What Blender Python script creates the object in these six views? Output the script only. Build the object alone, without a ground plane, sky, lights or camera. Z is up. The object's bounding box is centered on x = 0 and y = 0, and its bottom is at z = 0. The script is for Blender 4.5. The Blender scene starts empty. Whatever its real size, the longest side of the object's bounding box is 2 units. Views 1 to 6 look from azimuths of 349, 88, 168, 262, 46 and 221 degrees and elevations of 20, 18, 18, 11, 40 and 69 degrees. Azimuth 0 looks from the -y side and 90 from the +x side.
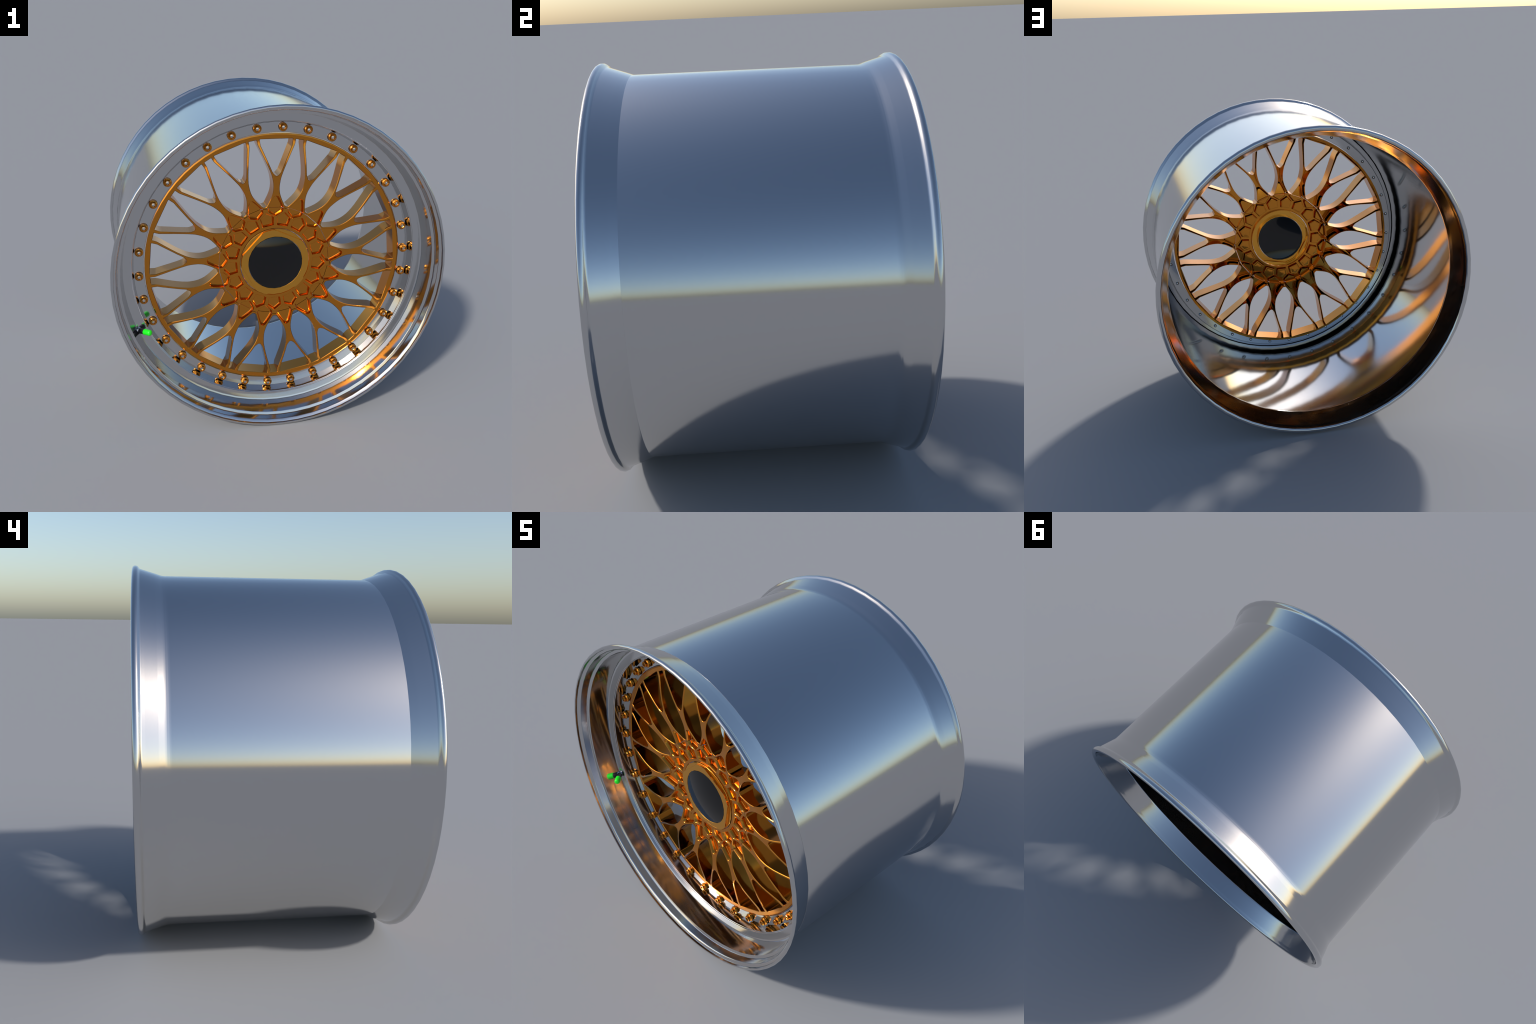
import bpy, bmesh, math
from mathutils import Vector, Matrix
from mathutils.geometry import delaunay_2d_cdt

# ---------------------------------------------------------------- frame
# The wheel's axle runs along y at height z = 1; the show face looks to -y.
AXLE_Z = 1.0
SPOKES = 17
STEP = 360.0 / SPOKES
SPOKE_PHASE = 89.60          # angle of the topmost spoke, degrees from +x
BOLT_PHASE = 2.18
BOLTS = 34
SEG = 64                     # facets round the rim

FACE_Y = 0.0                 # heights on the centre are measured from its bowed face
POCKET_DEPTH = 0.027         # star and pentagon pockets
# the face of the centre bows forward between hub and ring: (radius, y)
BOW = [(0.0, -0.427), (0.22, -0.427), (0.30, -0.430), (0.345, -0.4335), (0.42, -0.4450), (0.50, -0.4535),
       (0.56, -0.4560), (0.62, -0.4525), (0.70, -0.4405), (0.764, -0.4295), (0.80, -0.4290), (2.0, -0.4290)]
WALL_DEPTH = 0.104              # back edge of the window walls
SHELL = 0.0025               # wall thickness of the cast centre


def face_y(r):
    for (r0, y0), (r1, y1) in zip(BOW, BOW[1:]):
        if r <= r1:
            return y0 + (y1 - y0) * (r - r0) / (r1 - r0)
    return BOW[-1][1]


def at(y, r, deg):
    a = math.radians(deg)
    return Vector((r * math.cos(a), y, AXLE_Z + r * math.sin(a)))


# ---------------------------------------------------------------- materials
def metal(name, colour, rough, grain=0.0, grain_scale=60.0):
    m = bpy.data.materials.new(name)
    m.use_nodes = True
    nt = m.node_tree
    b = nt.nodes["Principled BSDF"]
    b.inputs["Metallic"].default_value = 1.0
    b.inputs["Base Color"].default_value = (*colour, 1)
    b.inputs["Roughness"].default_value = rough
    tc = nt.nodes.new("ShaderNodeTexCoord")
    n = nt.nodes.new("ShaderNodeTexNoise")
    n.inputs["Scale"].default_value = grain_scale
    n.inputs["Detail"].default_value = 3.0
    nt.links.new(tc.outputs["Object"], n.inputs["Vector"])
    mr = nt.nodes.new("ShaderNodeMapRange")
    mr.inputs["To Min"].default_value = max(0.0, rough - grain)
    mr.inputs["To Max"].default_value = rough + grain
    nt.links.new(n.outputs["Fac"], mr.inputs["Value"])
    nt.links.new(mr.outputs["Result"], b.inputs["Roughness"])
    return m


def plastic(name, colour, rough, spec=0.5):
    m = bpy.data.materials.new(name)
    m.use_nodes = True
    nt = m.node_tree
    b = nt.nodes["Principled BSDF"]
    b.inputs["Roughness"].default_value = rough
    b.inputs["Specular IOR Level"].default_value = spec
    tc = nt.nodes.new("ShaderNodeTexCoord")
    n = nt.nodes.new("ShaderNodeTexNoise")
    n.inputs["Scale"].default_value = 90.0
    nt.links.new(tc.outputs["Object"], n.inputs["Vector"])
    ramp = nt.nodes.new("ShaderNodeValToRGB")
    ramp.color_ramp.elements[0].color = (*[c * 0.96 for c in colour], 1)
    ramp.color_ramp.elements[1].color = (*[min(1, c * 1.04) for c in colour], 1)
    nt.links.new(n.outputs["Fac"], ramp.inputs["Fac"])
    nt.links.new(ramp.outputs["Color"], b.inputs["Base Color"])
    return m


CHROME = metal("polished_aluminium", (0.57, 0.57, 0.57), 0.10, 0.004)
GOLD = metal("gold_anodised", (0.645, 0.245, 0.032), 0.10, 0.004)
NUT_GOLD = metal("gold_nut_finish", (0.78, 0.37, 0.055), 0.10, 0.004)
BLACK = plastic("black_gloss", (0.0006, 0.0006, 0.0007), 0.06)
RUBBER = plastic("black_rubber", (0.008, 0.008, 0.009), 0.45)
GREEN = plastic("green_plastic", (0.01, 0.80, 0.015), 0.45)


# ---------------------------------------------------------------- helpers
ROOT = bpy.data.objects.new("alloy_wheel", None)
ROOT.empty_display_size = 0.2
bpy.context.scene.collection.objects.link(ROOT)
ROOT["label"] = "deep dish alloy wheel, polished rim, gold mesh spokes"
ROOT["category"] = "car wheel"


def finish(mesh, angle):
    mesh.shade_smooth()
    mesh.set_sharp_from_angle(angle=math.radians(angle))


def add(name, mesh, mat=None, parent=ROOT):
    o = bpy.data.objects.new(name, mesh)
    bpy.context.scene.collection.objects.link(o)
    o.parent = parent
    if mat is not None:
        mesh.materials.clear()
        mesh.materials.append(mat)
    return o


def mesh_from(verts, faces, name):
    me = bpy.data.meshes.new(name)
    me.from_pydata([tuple(v) for v in verts], [], faces)
    me.validate()
    me.update()
    return me


def lathe(profile, seg, name, closed=True, phase=0.0, outward=True):
    """Turn a (y, r) profile round the axle; long flats get holding edges near
    both ends so that the rounded corners do not bend their reflections."""
    verts, faces = [], []
    held = []
    m = len(profile)
    for i in range(m):
        p, q = profile[i], profile[(i + 1) % m]
        held.append(p)
        d = math.hypot(q[0] - p[0], q[1] - p[1])
        if (closed or i < m - 1) and d > 0.012:
            for t in (0.0022 / d, 1 - 0.0022 / d):
                held.append((p[0] + (q[0] - p[0]) * t, p[1] + (q[1] - p[1]) * t))
    profile = held
    n = len(profile)
    for y, r in profile:
        for k in range(seg):
            verts.append(at(y, r, phase + 360.0 * k / seg))
    rows = n if closed else n - 1
    for i in range(rows):
        j = (i + 1) % n
        for k in range(seg):
            l = (k + 1) % seg
            faces.append((i * seg + k, i * seg + l, j * seg + l, j * seg + k))
    me = mesh_from(verts, faces, name)
    if closed:
        bm = bmesh.new()
        bm.from_mesh(me)
        bmesh.ops.recalc_face_normals(bm, faces=bm.faces)
        bm.to_mesh(me)
        bm.free()
    return me


def solidified(mesh, thick, name):
    """Give an open shell its wall thickness, behind its facing side."""
    tmp = bpy.data.objects.new("tmp", mesh)
    bpy.context.scene.collection.objects.link(tmp)
    md = tmp.modifiers.new("s", "SOLIDIFY")
    md.thickness = thick
    md.offset = -1.0
    dg = bpy.context.evaluated_depsgraph_get()
    out = bpy.data.meshes.new_from_object(tmp.evaluated_get(dg))
    out.name = name
    bpy.data.objects.remove(tmp)
    bpy.data.meshes.remove(mesh)
    return out


# ---------------------------------------------------------------- rim
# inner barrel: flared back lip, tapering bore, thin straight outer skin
barrel_profile = [
    (-0.543, 0.9424), (-0.52, 0.9424), (-0.48, 0.9424), (0.0, 0.9424), (0.49, 0.9424),
    (0.525, 0.9424), (0.5335, 0.9427), (0.5455, 0.9442), (0.556, 0.9474),
    (0.58, 0.9549), (0.636, 0.9708), (0.652, 0.9755),
    (0.657, 0.9785), (0.662, 0.9859), (0.668, 0.9906), (0.676, 0.9922), (0.684, 0.9908),
    (0.690, 0.9865), (0.6930, 0.9808), (0.6940, 0.9744), (0.6925, 0.9669), (0.687, 0.9615),
    (0.681, 0.9595), (0.674, 0.957),
    (0.66, 0.9508), (0.58, 0.9195), (0.556, 0.9105), (0.552, 0.9095), (0.547, 0.9090), (0.53, 0.9090),
    (0.45, 0.909), (0.0, 0.909), (-0.42, 0.909), (-0.480, 0.909), (-0.4825, 0.9105), (-0.4825, 0.930),
    (-0.486, 0.9365), (-0.543, 0.9372),
]
barrel = lathe(barrel_profile, SEG, "barrel")
finish(barrel, 40)
add("barrel", barrel, CHROME)

# outer lip: bead, stepped dish and the flat ring that carries the bolts
lip_profile = [
    (-0.5435, 0.9422), (-0.556, 0.9466), (-0.58, 0.9550), (-0.640, 0.9752), (-0.656, 0.9805),
    (-0.661, 0.9832), (-0.666, 0.991), (-0.671, 0.9965), (-0.677, 0.9998), (-0.684, 1.0000),
    (-0.689, 0.9980), (-0.6928, 0.9935), (-0.6940, 0.988), (-0.6928, 0.9845),
    # shallow groove inside the bead, then the rounded shoulder
    (-0.6805, 0.9838), (-0.6785, 0.9828), (-0.6765, 0.9790), (-0.6715, 0.9715), (-0.6690, 0.9688),
    (-0.6665, 0.9677), (-0.6268, 0.9613),
    # first step
    (-0.6245, 0.9600), (-0.6192, 0.9468), (-0.6178, 0.9448),
    (-0.5600, 0.9375),
    # second step, a broad ledge
    (-0.4935, 0.9280), (-0.4918, 0.9265), (-0.4885, 0.8802), (-0.4868, 0.8784),
    (-0.4212, 0.8655), (-0.4200, 0.8645),
    # bolt ring, front and back
    (-0.4195, 0.8632), (-0.4195, 0.8035), (-0.4185, 0.8022), (-0.4140, 0.8022), (-0.4128, 0.8035),
    (-0.4128, 0.8600), (-0.4140, 0.8616), (-0.4815, 0.8735), (-0.4835, 0.8755),
    (-0.4845, 0.9045), (-0.4865, 0.9070), (-0.4960, 0.9320), (-0.5300, 0.9365),
]
lip = lathe(lip_profile, SEG, "outer_lip")
finish(lip, 32)
add("outer_lip", lip, CHROME)

# ---------------------------------------------------------------- spoked centre
def local(r, rel):
    a = math.radians(rel)
    return Vector((r * math.cos(a), r * math.sin(a)))   # (along spoke, across)


def loop(half, odd_start=False, odd_end=False):
    """Mirror a half outline (r, degrees from its axis) into a closed loop."""
    pts = [local(r, d) for r, d in half]
    mir = [Vector((p.x, -p.y)) for p in reversed(pts)]
    if abs(pts[-1].y) < 1e-9:
        mir = mir[1:]
    if abs(pts[0].y) < 1e-9:
        mir = mir[:-1]
    out = pts + mir
    area = sum(out[i].x * out[(i + 1) % len(out)].y - out[(i + 1) % len(out)].x * out[i].y for i in range(len(out)))
    if area < 0:
        out.reverse()
    return out                                            # counter clockwise


def offset(pts, d):
    """Grow a counter-clockwise loop outward by d."""
    out = []
    n = len(pts)
    for i in range(n):
        a, b, c = pts[i - 1], pts[i], pts[(i + 1) % n]
        e1, e2 = (b - a).normalized(), (c - b).normalized()
        n1, n2 = Vector((e1.y, -e1.x)), Vector((e2.y, -e2.x))
        m = (n1 + n2)
        m = m / max(0.35, m.dot(n1)) if m.length > 1e-6 else n1
        out.append(b + m * d)
    return out


def turn(pts, deg):
    a = math.radians(deg)
    c, s = math.cos(a), math.sin(a)
    return [Vector((p.x * c - p.y * s, p.x * s + p.y * c)) for p in pts]


# window inside the fork of a spoke (axis: the spoke)
FORK = loop([(0.7640, 0.0), (0.7697, 7.00), (0.7690, 7.36), (0.7640, 7.42), (0.7336, 7.38), (0.7200, 7.04),
             (0.6800, 6.02), (0.6450, 5.02), (0.6100, 3.90), (0.5780, 2.78), (0.5680, 2.30), (0.5530, 0.98), (0.5500, 0.55)])
# petal window between neighbouring spokes (axis: half way between them)
PETAL = loop([(0.7675, 0.0), (0.7683, 1.42), (0.7672, 1.74), (0.7390, 1.88), (0.6900, 3.12), (0.6450, 4.45),
              (0.6100, 5.55), (0.5800, 6.50), (0.5550, 7.28), (0.5380, 7.72), (0.5200, 8.04), (0.5000, 8.28), (0.4800, 8.36),
              (0.4600, 8.16), (0.4420, 7.70), (0.4230, 6.84), (0.4010, 5.40), (0.3720, 2.86), (0.3670, 2.30),
              (0.3615, 1.62), (0.3595, 0.0)])
# kite-shaped pocket at the foot of a spoke; its widest corner lies on the seam
STAR_UP = [(0.4250, 0.0), (0.4240, 0.95), (0.4195, 1.85), (0.4100, 2.72), (0.3765, 5.55)]
STAR_SEAM = (0.3468, 7.90)
STAR_LOW = [(0.3270, 7.60), (0.3235, 7.10), (0.2965, 0.45)]
# pentagon pocket between two feet
PENT = loop([(0.3195, 0.30), (0.2920, 7.95), (0.2890, 8.20), (0.2410, 8.10), (0.2390, 7.70)])
GAP = 0.0028


def star(seam_shift):
    return loop(STAR_UP + [(STAR_SEAM[0] + seam_shift, STAR_SEAM[1])] + STAR_LOW)


def seam_indices(pts):
    order = sorted(range(len(pts)), key=lambda i: pts[i].y)
    return order[-1], order[0]                # left corner (+), right corner (-)


class Builder:
    def __init__(self):
        self.v, self.f = [], []

    def vert(self, p, y):
        """y below -0.2 is absolute; otherwise it is a depth behind the bowed face."""
        if y > -0.2:
            y = face_y(p.length) + y
        self.v.append(Vector((p.x, y, AXLE_Z + p.y)))
        return len(self.v) - 1

    def fan(self, ring):
        c = sum((self.v[i] for i in ring), Vector()) / len(ring)
        p = Vector((c.x, c.z - AXLE_Z))
        self.v.append(c)
        m = len(self.v) - 1
        for a, b in zip(ring, ring[1:] + ring[:1]):
            self.f.append((a, b, m))

    def ring(self, pts, y):
        return [self.vert(p, y) for p in pts]

    def strip(self, a, b, inner=True, keep=None):
        """Faces between two equal loops (window or pocket walls)."""
        n = len(a)
        for i in range(n):
            j = (i + 1) % n
            if keep and not keep(i, j):
                continue
            self.f.append((a[i], a[j], b[j], b[i]))

    def plane(self, y, boundary_edges, inside, pool):
        """Triangulate the flat part of the face between its outlines."""
        idx, pts = [], []
        for i in pool:
            idx.append(i)
            pts.append(Vector((self.v[i].x, self.v[i].z - AXLE_Z)))
        back = {g: k for k, g in enumerate(idx)}
        edges = [(back[a], back[b]) for a, b in boundary_edges]
        rv, re, rf, ov, oe, of = delaunay_2d_cdt(pts, edges, [], 0, 1e-7)
        gmap = []
        for k, p in enumerate(rv):
            gmap.append(idx[ov[k][0]] if ov[k] else self.vert(p, y))
        for face in rf:
            c = sum((rv[k] for k in face), Vector((0, 0))) / len(face)
            if inside(c):
                self.f.append(tuple(gmap[k] for k in face))

    def mesh(self, name):
        me = mesh_from(self.v, self.f, name)
        bm = bmesh.new()
        bm.from_mesh(me)
        bmesh.ops.remove_doubles(bm, verts=bm.verts, dist=1e-6)
        loose = [v for v in bm.verts if not v.link_faces]
        bmesh.ops.delete(bm, geom=loose, context="VERTS")
        bmesh.ops.recalc_face_normals(bm, faces=bm.faces)
        # the shell is open: make sure its show side looks to -y
        s = sum(f.normal.y * f.calc_area() for f in bm.faces if abs(f.normal.y) > 0.9)
        if s > 0:
            bmesh.ops.reverse_faces(bm, faces=bm.faces)
        bm.to_mesh(me)
        bm.free()
        return me


def inside_poly(c, poly):
    n, hit = len(poly), False
    for i in range(n):
        a, b = poly[i], poly[i - 1]
        if (a.y > c.y) != (b.y > c.y) and c.x < (b.x - a.x) * (c.y - a.y) / (b.y - a.y) + a.x:
            hit = not hit
    return hit


def cyc(r):
    return list(zip(r, r[1:] + r[:1]))


POCKET = [(0.0016, 0.0), (0.0, 0.0018), (-0.0055, POCKET_DEPTH - 0.0018), (-0.0075, POCKET_DEPTH)]


def build_centre(outer):
    """outer=True: spokes and ring; outer=False: the hub disc inside the seam."""
    B = Builder()
    pool, edges, holes = [], [], []
    floor_jobs = []
    S = star(GAP if outer else 0.0)
    L, R = seam_indices(S)
    n = len(S)
    upper = set()
    i = R
    while True:                                # corner to corner over the tip
        upper.add(i)
        if i == L:
            break
        i = (i + 1) % n
    seam_loop, seam_pts = [], []
    bevel = 0.0025
    for k in range(SPOKES):
        sp = SPOKE_PHASE + k * STEP
        pe = sp + STEP / 2
        if outer:
            for shape, ang in ((FORK, sp), (PETAL, pe)):
                base = turn(shape, ang)
                grown = turn(offset(shape, bevel), ang)
                r0 = B.ring(grown, FACE_Y)
                r2 = B.ring(base, FACE_Y + bevel)
                r3 = [B.vert(p, WALL_DEPTH + 0.006 * min(1.0, max(0.0, (p.length - 0.60) / 0.15))) for p in base]
                B.strip(r0, r2); B.strip(r2, r3)
                pool += r0; edges += cyc(r0); holes.append(grown)
        else:
            rings = [B.ring(turn(offset(PENT, d), pe), y) for d, y in POCKET]
            for a, b in zip(rings, rings[1:]):
                B.strip(a, b)
            B.fan(rings[-1])
            pool += rings[0]; edges += cyc(rings[0]); holes.append(turn(offset(PENT, POCKET[0][0]), pe))
        # star pocket, only this part's side of the seam
        rings = []
        for d, y in POCKET:
            o = turn(offset(S, d), sp)
            rings.append(B.ring(o, y))
        def mine(i, j):
            return ((i in upper and j in upper) == outer)
        for a, b in zip(rings, rings[1:]):
            B.strip(a, b, keep=mine)
        chain_idx = [i for i in range(n)]
        if outer:
            seq, i = [], R
            while True:
                seq.append(i)
                if i == L:
                    break
                i = (i + 1) % n
        else:
            seq, i = [], L
            while True:
                seq.append(i)
                if i == R:
                    break
                i = (i + 1) % n
        B.fan([rings[-1][i] for i in seq])
        pool += [rings[0][i] for i in seq]
        edges += [(rings[0][a], rings[0][b]) for a, b in zip(seq, seq[1:])]
        holes.append([Vector((B.v[rings[0][i]].x, B.v[rings[0][i]].z - AXLE_Z)) for i in range(n)])
        # seam path: down the right wall, over the floor, up the left wall
        seam_loop.append([r[R] for r in rings] + [r[L] for r in reversed(rings)])
        if outer:
            # cut lines between spoke and ring, and half way between two spokes, are
            # handled when the faces are sorted by region
            pass
    # close the seam from star to star in the front plane and fold it back
    path = []
    for k in range(SPOKES):
        path += seam_loop[k]
    top = []
    for k in range(SPOKES):
        a, b = seam_loop[k][-1], seam_loop[(k + 1) % SPOKES][0]
        edges.append((a, b))
        top.append((a, b))
    fold_y = -0.378
    down = {}
    for g in path:
        p = B.v[g]
        B.v.append(Vector((p.x, fold_y, p.z)))
        down[g] = len(B.v) - 1
    for a, b in top:
        B.f.append((a, b, down[b], down[a]))
    for k in range(SPOKES):
        half = len(seam_loop[k]) // 2
        a, b = seam_loop[k][half - 1], seam_loop[k][half]
        B.f.append((a, b, down[b], down[a]))
    # outer or inner edge circle
    if outer:
        m = 68
        circ = [Vector((0.7985 * math.cos(2 * math.pi * i / m), 0.7985 * math.sin(2 * math.pi * i / m))) for i in range(m)]
        c0 = B.ring([p * (0.7905 / 0.7985) for p in circ], FACE_Y)
        cb = B.ring([p * (0.7920 / 0.7985) for p in circ], FACE_Y)
        c1 = B.ring(circ, FACE_Y + 0.0026)
        c2 = B.ring([p * (0.7940 / 0.7985) for p in circ], -0.337)
        c3 = B.ring([p * (0.7790 / 0.7985) for p in circ], -0.335)
        B.strip(c0, cb); B.strip(cb, c1); B.strip(c1, c2); B.strip(c2, c3)
        limit = [p * (0.7905 / 0.7985) for p in circ]
    else:
        m = 51
        circ = [Vector((0.2175 * math.cos(2 * math.pi * i / m), 0.2175 * math.sin(2 * math.pi * i / m))) for i in range(m)]
        c0 = B.ring([p * (0.2195 / 0.2175) for p in circ], FACE_Y)
        c1 = B.ring(circ, FACE_Y + 0.002)
        c2 = B.ring(circ, -0.400)
        B.strip(c0, c1); B.strip(c1, c2)
        limit = [p * (0.2195 / 0.2175) for p in circ]
    pool += c0; edges += cyc(c0)
    seam_poly = []
    for k in range(SPOKES):
        for g in (seam_loop[k][0], seam_loop[k][-1]):
            seam_poly.append(Vector((B.v[g].x, B.v[g].z - AXLE_Z)))

    def inside(c):
        if outer:
            if not inside_poly(c, limit) or inside_poly(c, seam_poly):
                # the seam polygon cuts straight across the stars, which are holes anyway
                return False
        else:
            if inside_poly(c, limit) or not inside_poly(c, seam_poly):
                return False
        return not any(inside_poly(c, h) for h in holes)

    if outer:
        # cut lines: across each fork tip to the neighbouring petal, and from
        # each petal's foot to the seam, so that spokes and ring part cleanly
        fl, pl = len(FORK), len(PETAL)
        pass
    pool = list(dict.fromkeys(pool))
    B.plane(FACE_Y, edges, inside, pool)
    return B.mesh("centre_outer" if outer else "hub_disc")


hub = build_centre(False)
hub = solidified(hub, SHELL, "hub_disc")
finish(hub, 30)
add("hub_disc", hub, GOLD)

web = build_centre(True)
web = solidified(web, SHELL, "spoke_web")
finish(web, 30)


def region(c):
    """0 = ring, 1.. = spoke number."""
    x, y = c.x, c.z - AXLE_Z
    r = math.hypot(x, y)
    a = math.degrees(math.atan2(y, x)) - SPOKE_PHASE
    k = round(a / STEP)
    rel = abs(a - k * STEP)
    if rel < 7.5:
        ring = r * math.cos(math.radians(rel)) > 0.7622
    else:
        ring = r > 0.7672
    return 0 if ring else 1 + (k % SPOKES)


def split(mesh, regions, make_name, mat):
    bm0 = bmesh.new()
    bm0.from_mesh(mesh)
    normals = [Vector(cn.vector) for cn in mesh.corner_normals]
    groups = {}
    for f in bm0.faces:
        groups.setdefault(regions(f.calc_center_median()), []).append(f.index)
    for key in sorted(groups):
        vmap, verts, faces, cn = {}, [], [], []
        for fi in groups[key]:
            p = mesh.polygons[fi]
            fv = []
            for li in p.loop_indices:
                vi = mesh.loops[li].vertex_index
                if vi not in vmap:
                    vmap[vi] = len(verts)
                    verts.append(mesh.vertices[vi].co.copy())
                fv.append(vmap[vi])
                cn.append(normals[li])
            faces.append(fv)
        me = bpy.data.meshes.new(make_name(key))
        me.from_pydata([tuple(v) for v in verts], [], faces)
        me.shade_smooth()
        me.normals_split_custom_set(cn)
        add(make_name(key), me, mat)
    bm0.free()


split(web, region, lambda k: "spoke_ring" if k == 0 else "spoke", GOLD)
bpy.data.meshes.remove(web)

# ---------------------------------------------------------------- centre nut and cap
NUT_TURN = 137.0             # five flats on the nut


def flatted(apothem, corner, deg):
    rel = (deg - NUT_TURN + 36) % 72 - 36
    return min(apothem / math.cos(math.radians(rel)), corner)


def ring_mesh(rows, angles, name):
    verts, faces = [], []
    m = len(angles)
    for row in rows:
        for a in angles:
            y, r = row(a)
            verts.append(at(y, r, a))
    for i in range(len(rows) - 1):
        for k in range(m):
            l = (k + 1) % m
            faces.append((i * m + k, i * m + l, (i + 1) * m + l, (i + 1) * m + k))
    return mesh_from(verts, faces, name)


nut_angles = []
for k in range(5):
    c = NUT_TURN + 72 * k
    nut_angles += [c - 31.0, c - 26.0, c - 13.0, c, c + 13.0, c + 26.0, c + 31.0]
nut_rows = [
    lambda a: (-0.412, 0.1690),
    lambda a: (-0.4440, 0.1690),
    lambda a: (-0.4450, 0.1700),
    lambda a: (-0.4450, flatted(0.1900, 0.2125, a)),
    lambda a: (-0.4305, flatted(0.1922, 0.2135, a)),
    lambda a: (-0.4305, 0.2140),
    lambda a: (-0.4290, 0.2155),
    lambda a: (-0.4120, 0.2155),
]
nut = ring_mesh(nut_rows, nut_angles, "centre_nut")
bm = bmesh.new(); bm.from_mesh(nut)
bmesh.ops.recalc_face_normals(bm, faces=bm.faces)
if sum(f.normal.y * f.calc_area() for f in bm.faces if abs(f.normal.y) > 0.9) > 0:
    bmesh.ops.reverse_faces(bm, faces=bm.faces)
bm.to_mesh(nut); bm.free()
nut = solidified(nut, 0.003, "centre_nut")
finish(nut, 20)
add("centre_nut", nut, NUT_GOLD)

cap_profile = []
for i in range(28):
    t = i / 27.0
    r = 0.1668 * (1 - t)
    cap_profile.append((-0.4440 - 0.022 * (1 - (r / 0.1668) ** 2), max(r, 0.0006)))
cap_back = [(y + 0.004, r) for y, r in reversed(cap_profile)]
cap = lathe([(-0.415, 0.1668)] + cap_profile + cap_back + [(-0.415, 0.1628)], 54, "centre_cap")
finish(cap, 35)
add("centre_cap", cap, BLACK)

# ---------------------------------------------------------------- bolts
def hex_r(apothem, corner, k, m):
    rel = (360.0 * k / m + 30) % 60 - 30
    return min(apothem / math.cos(math.radians(rel)), corner)


def local_turned(rows, m, name, cap_first=False, cap_last=False):
    """Turned part along -y from its own origin; rows are (height, radius or function)."""
    verts, faces = [], []
    for h, r in rows:
        for k in range(m):
            rr = r(k, m) if callable(r) else r
            a = 2 * math.pi * k / m
            verts.append((rr * math.cos(a), -h, rr * math.sin(a)))
    for i in range(len(rows) - 1):
        for k in range(m):
            l = (k + 1) % m
            faces.append((i * m + k, i * m + l, (i + 1) * m + l, (i + 1) * m + k))
    if cap_first:
        faces.append(tuple(range(m)))
    if cap_last:
        faces.append(tuple((len(rows) - 1) * m + k for k in range(m)))
    me = mesh_from(verts, faces, name)
    b = bmesh.new(); b.from_mesh(me)
    bmesh.ops.recalc_face_normals(b, faces=b.faces)
    b.to_mesh(me); b.free()
    return me


hx = lambda ap, co: (lambda k, m: hex_r(ap, co, k, m))
bolt_mesh = local_turned([
    (-0.002, 0.0185), (0.0055, 0.0185), (0.0060, 0.0245), (0.0070, 0.0258), (0.0125, 0.0258), (0.0145, 0.0245),
    (0.0170, hx(0.0195, 0.0205)), (0.0185, hx(0.0172, 0.0190)),
    (0.0310, hx(0.0166, 0.0184)), (0.0330, hx(0.0150, 0.0166)),
    (0.0330, hx(0.0116, 0.0128)), (0.0250, hx(0.0114, 0.0126))], 24, "bolt", cap_first=True)
finish(bolt_mesh, 25)
bolt_mesh.materials.append(GOLD)
socket_mesh = local_turned([(0.0200, 0.0118), (0.0255, 0.0118), (0.0262, 0.0098), (0.0272, 0.0045), (0.0276, 0.0005)], 12,
                           "bolt_socket", cap_first=True, cap_last=True)
finish(socket_mesh, 50)
socket_mesh.materials.append(CHROME)
end_mesh = local_turned([(0.001, 0.0108), (-0.0080, 0.0108), (-0.0105, 0.0090), (-0.0125, 0.0045), (-0.0130, 0.0008)], 12, "bolt_end",
                        cap_first=True, cap_last=True)
finish(end_mesh, 50)
end_mesh.materials.append(CHROME)

for k in range(BOLTS):
    ang = BOLT_PHASE + 360.0 * k / BOLTS
    turn_m = Matrix.Rotation(-math.radians(ang), 4, "Y")
    o = add("bolt", bolt_mesh)
    o.matrix_local = Matrix.Translation(at(-0.4194, 0.8335, ang)) @ turn_m
    s = add("bolt_socket", socket_mesh, parent=o)
    e = add("bolt_end", end_mesh, parent=o)
    e.location = (0, 0.4194 - 0.4128, 0)

# ---------------------------------------------------------------- valve
ball_at = Vector((-0.8576, -0.4944, 0.6469))
tip_at = Vector((-0.7932, -0.5603, 0.6553))
axis = (tip_at - ball_at).normalized()
rot = Vector((0, -1, 0)).rotation_difference(axis).to_matrix().to_4x4()
base = local_turned([(-0.006, 0.0150), (-0.004, 0.0185), (0.0, 0.0212), (0.007, 0.0195), (0.012, 0.0165)],
                    20, "valve", cap_first=True, cap_last=True)
finish(base, 45)
v = add("valve", base, CHROME)
v.matrix_local = Matrix.Translation(ball_at) @ rot
stem = local_turned([(0.004, 0.0168), (0.048, 0.0168), (0.052, 0.0160)], 20, "valve_stem", cap_first=True, cap_last=True)
finish(stem, 40)
add("valve_stem", stem, RUBBER, parent=v)
vc = local_turned([(0.0495, 0.0165), (0.0505, 0.0180), (0.090, 0.0180), (0.095, 0.0170), (0.099, 0.0140), (0.101, 0.0085)],
                  20, "valve_cap", cap_first=True, cap_last=True)
finish(vc, 40)
add("valve_cap", vc, GREEN, parent=v)
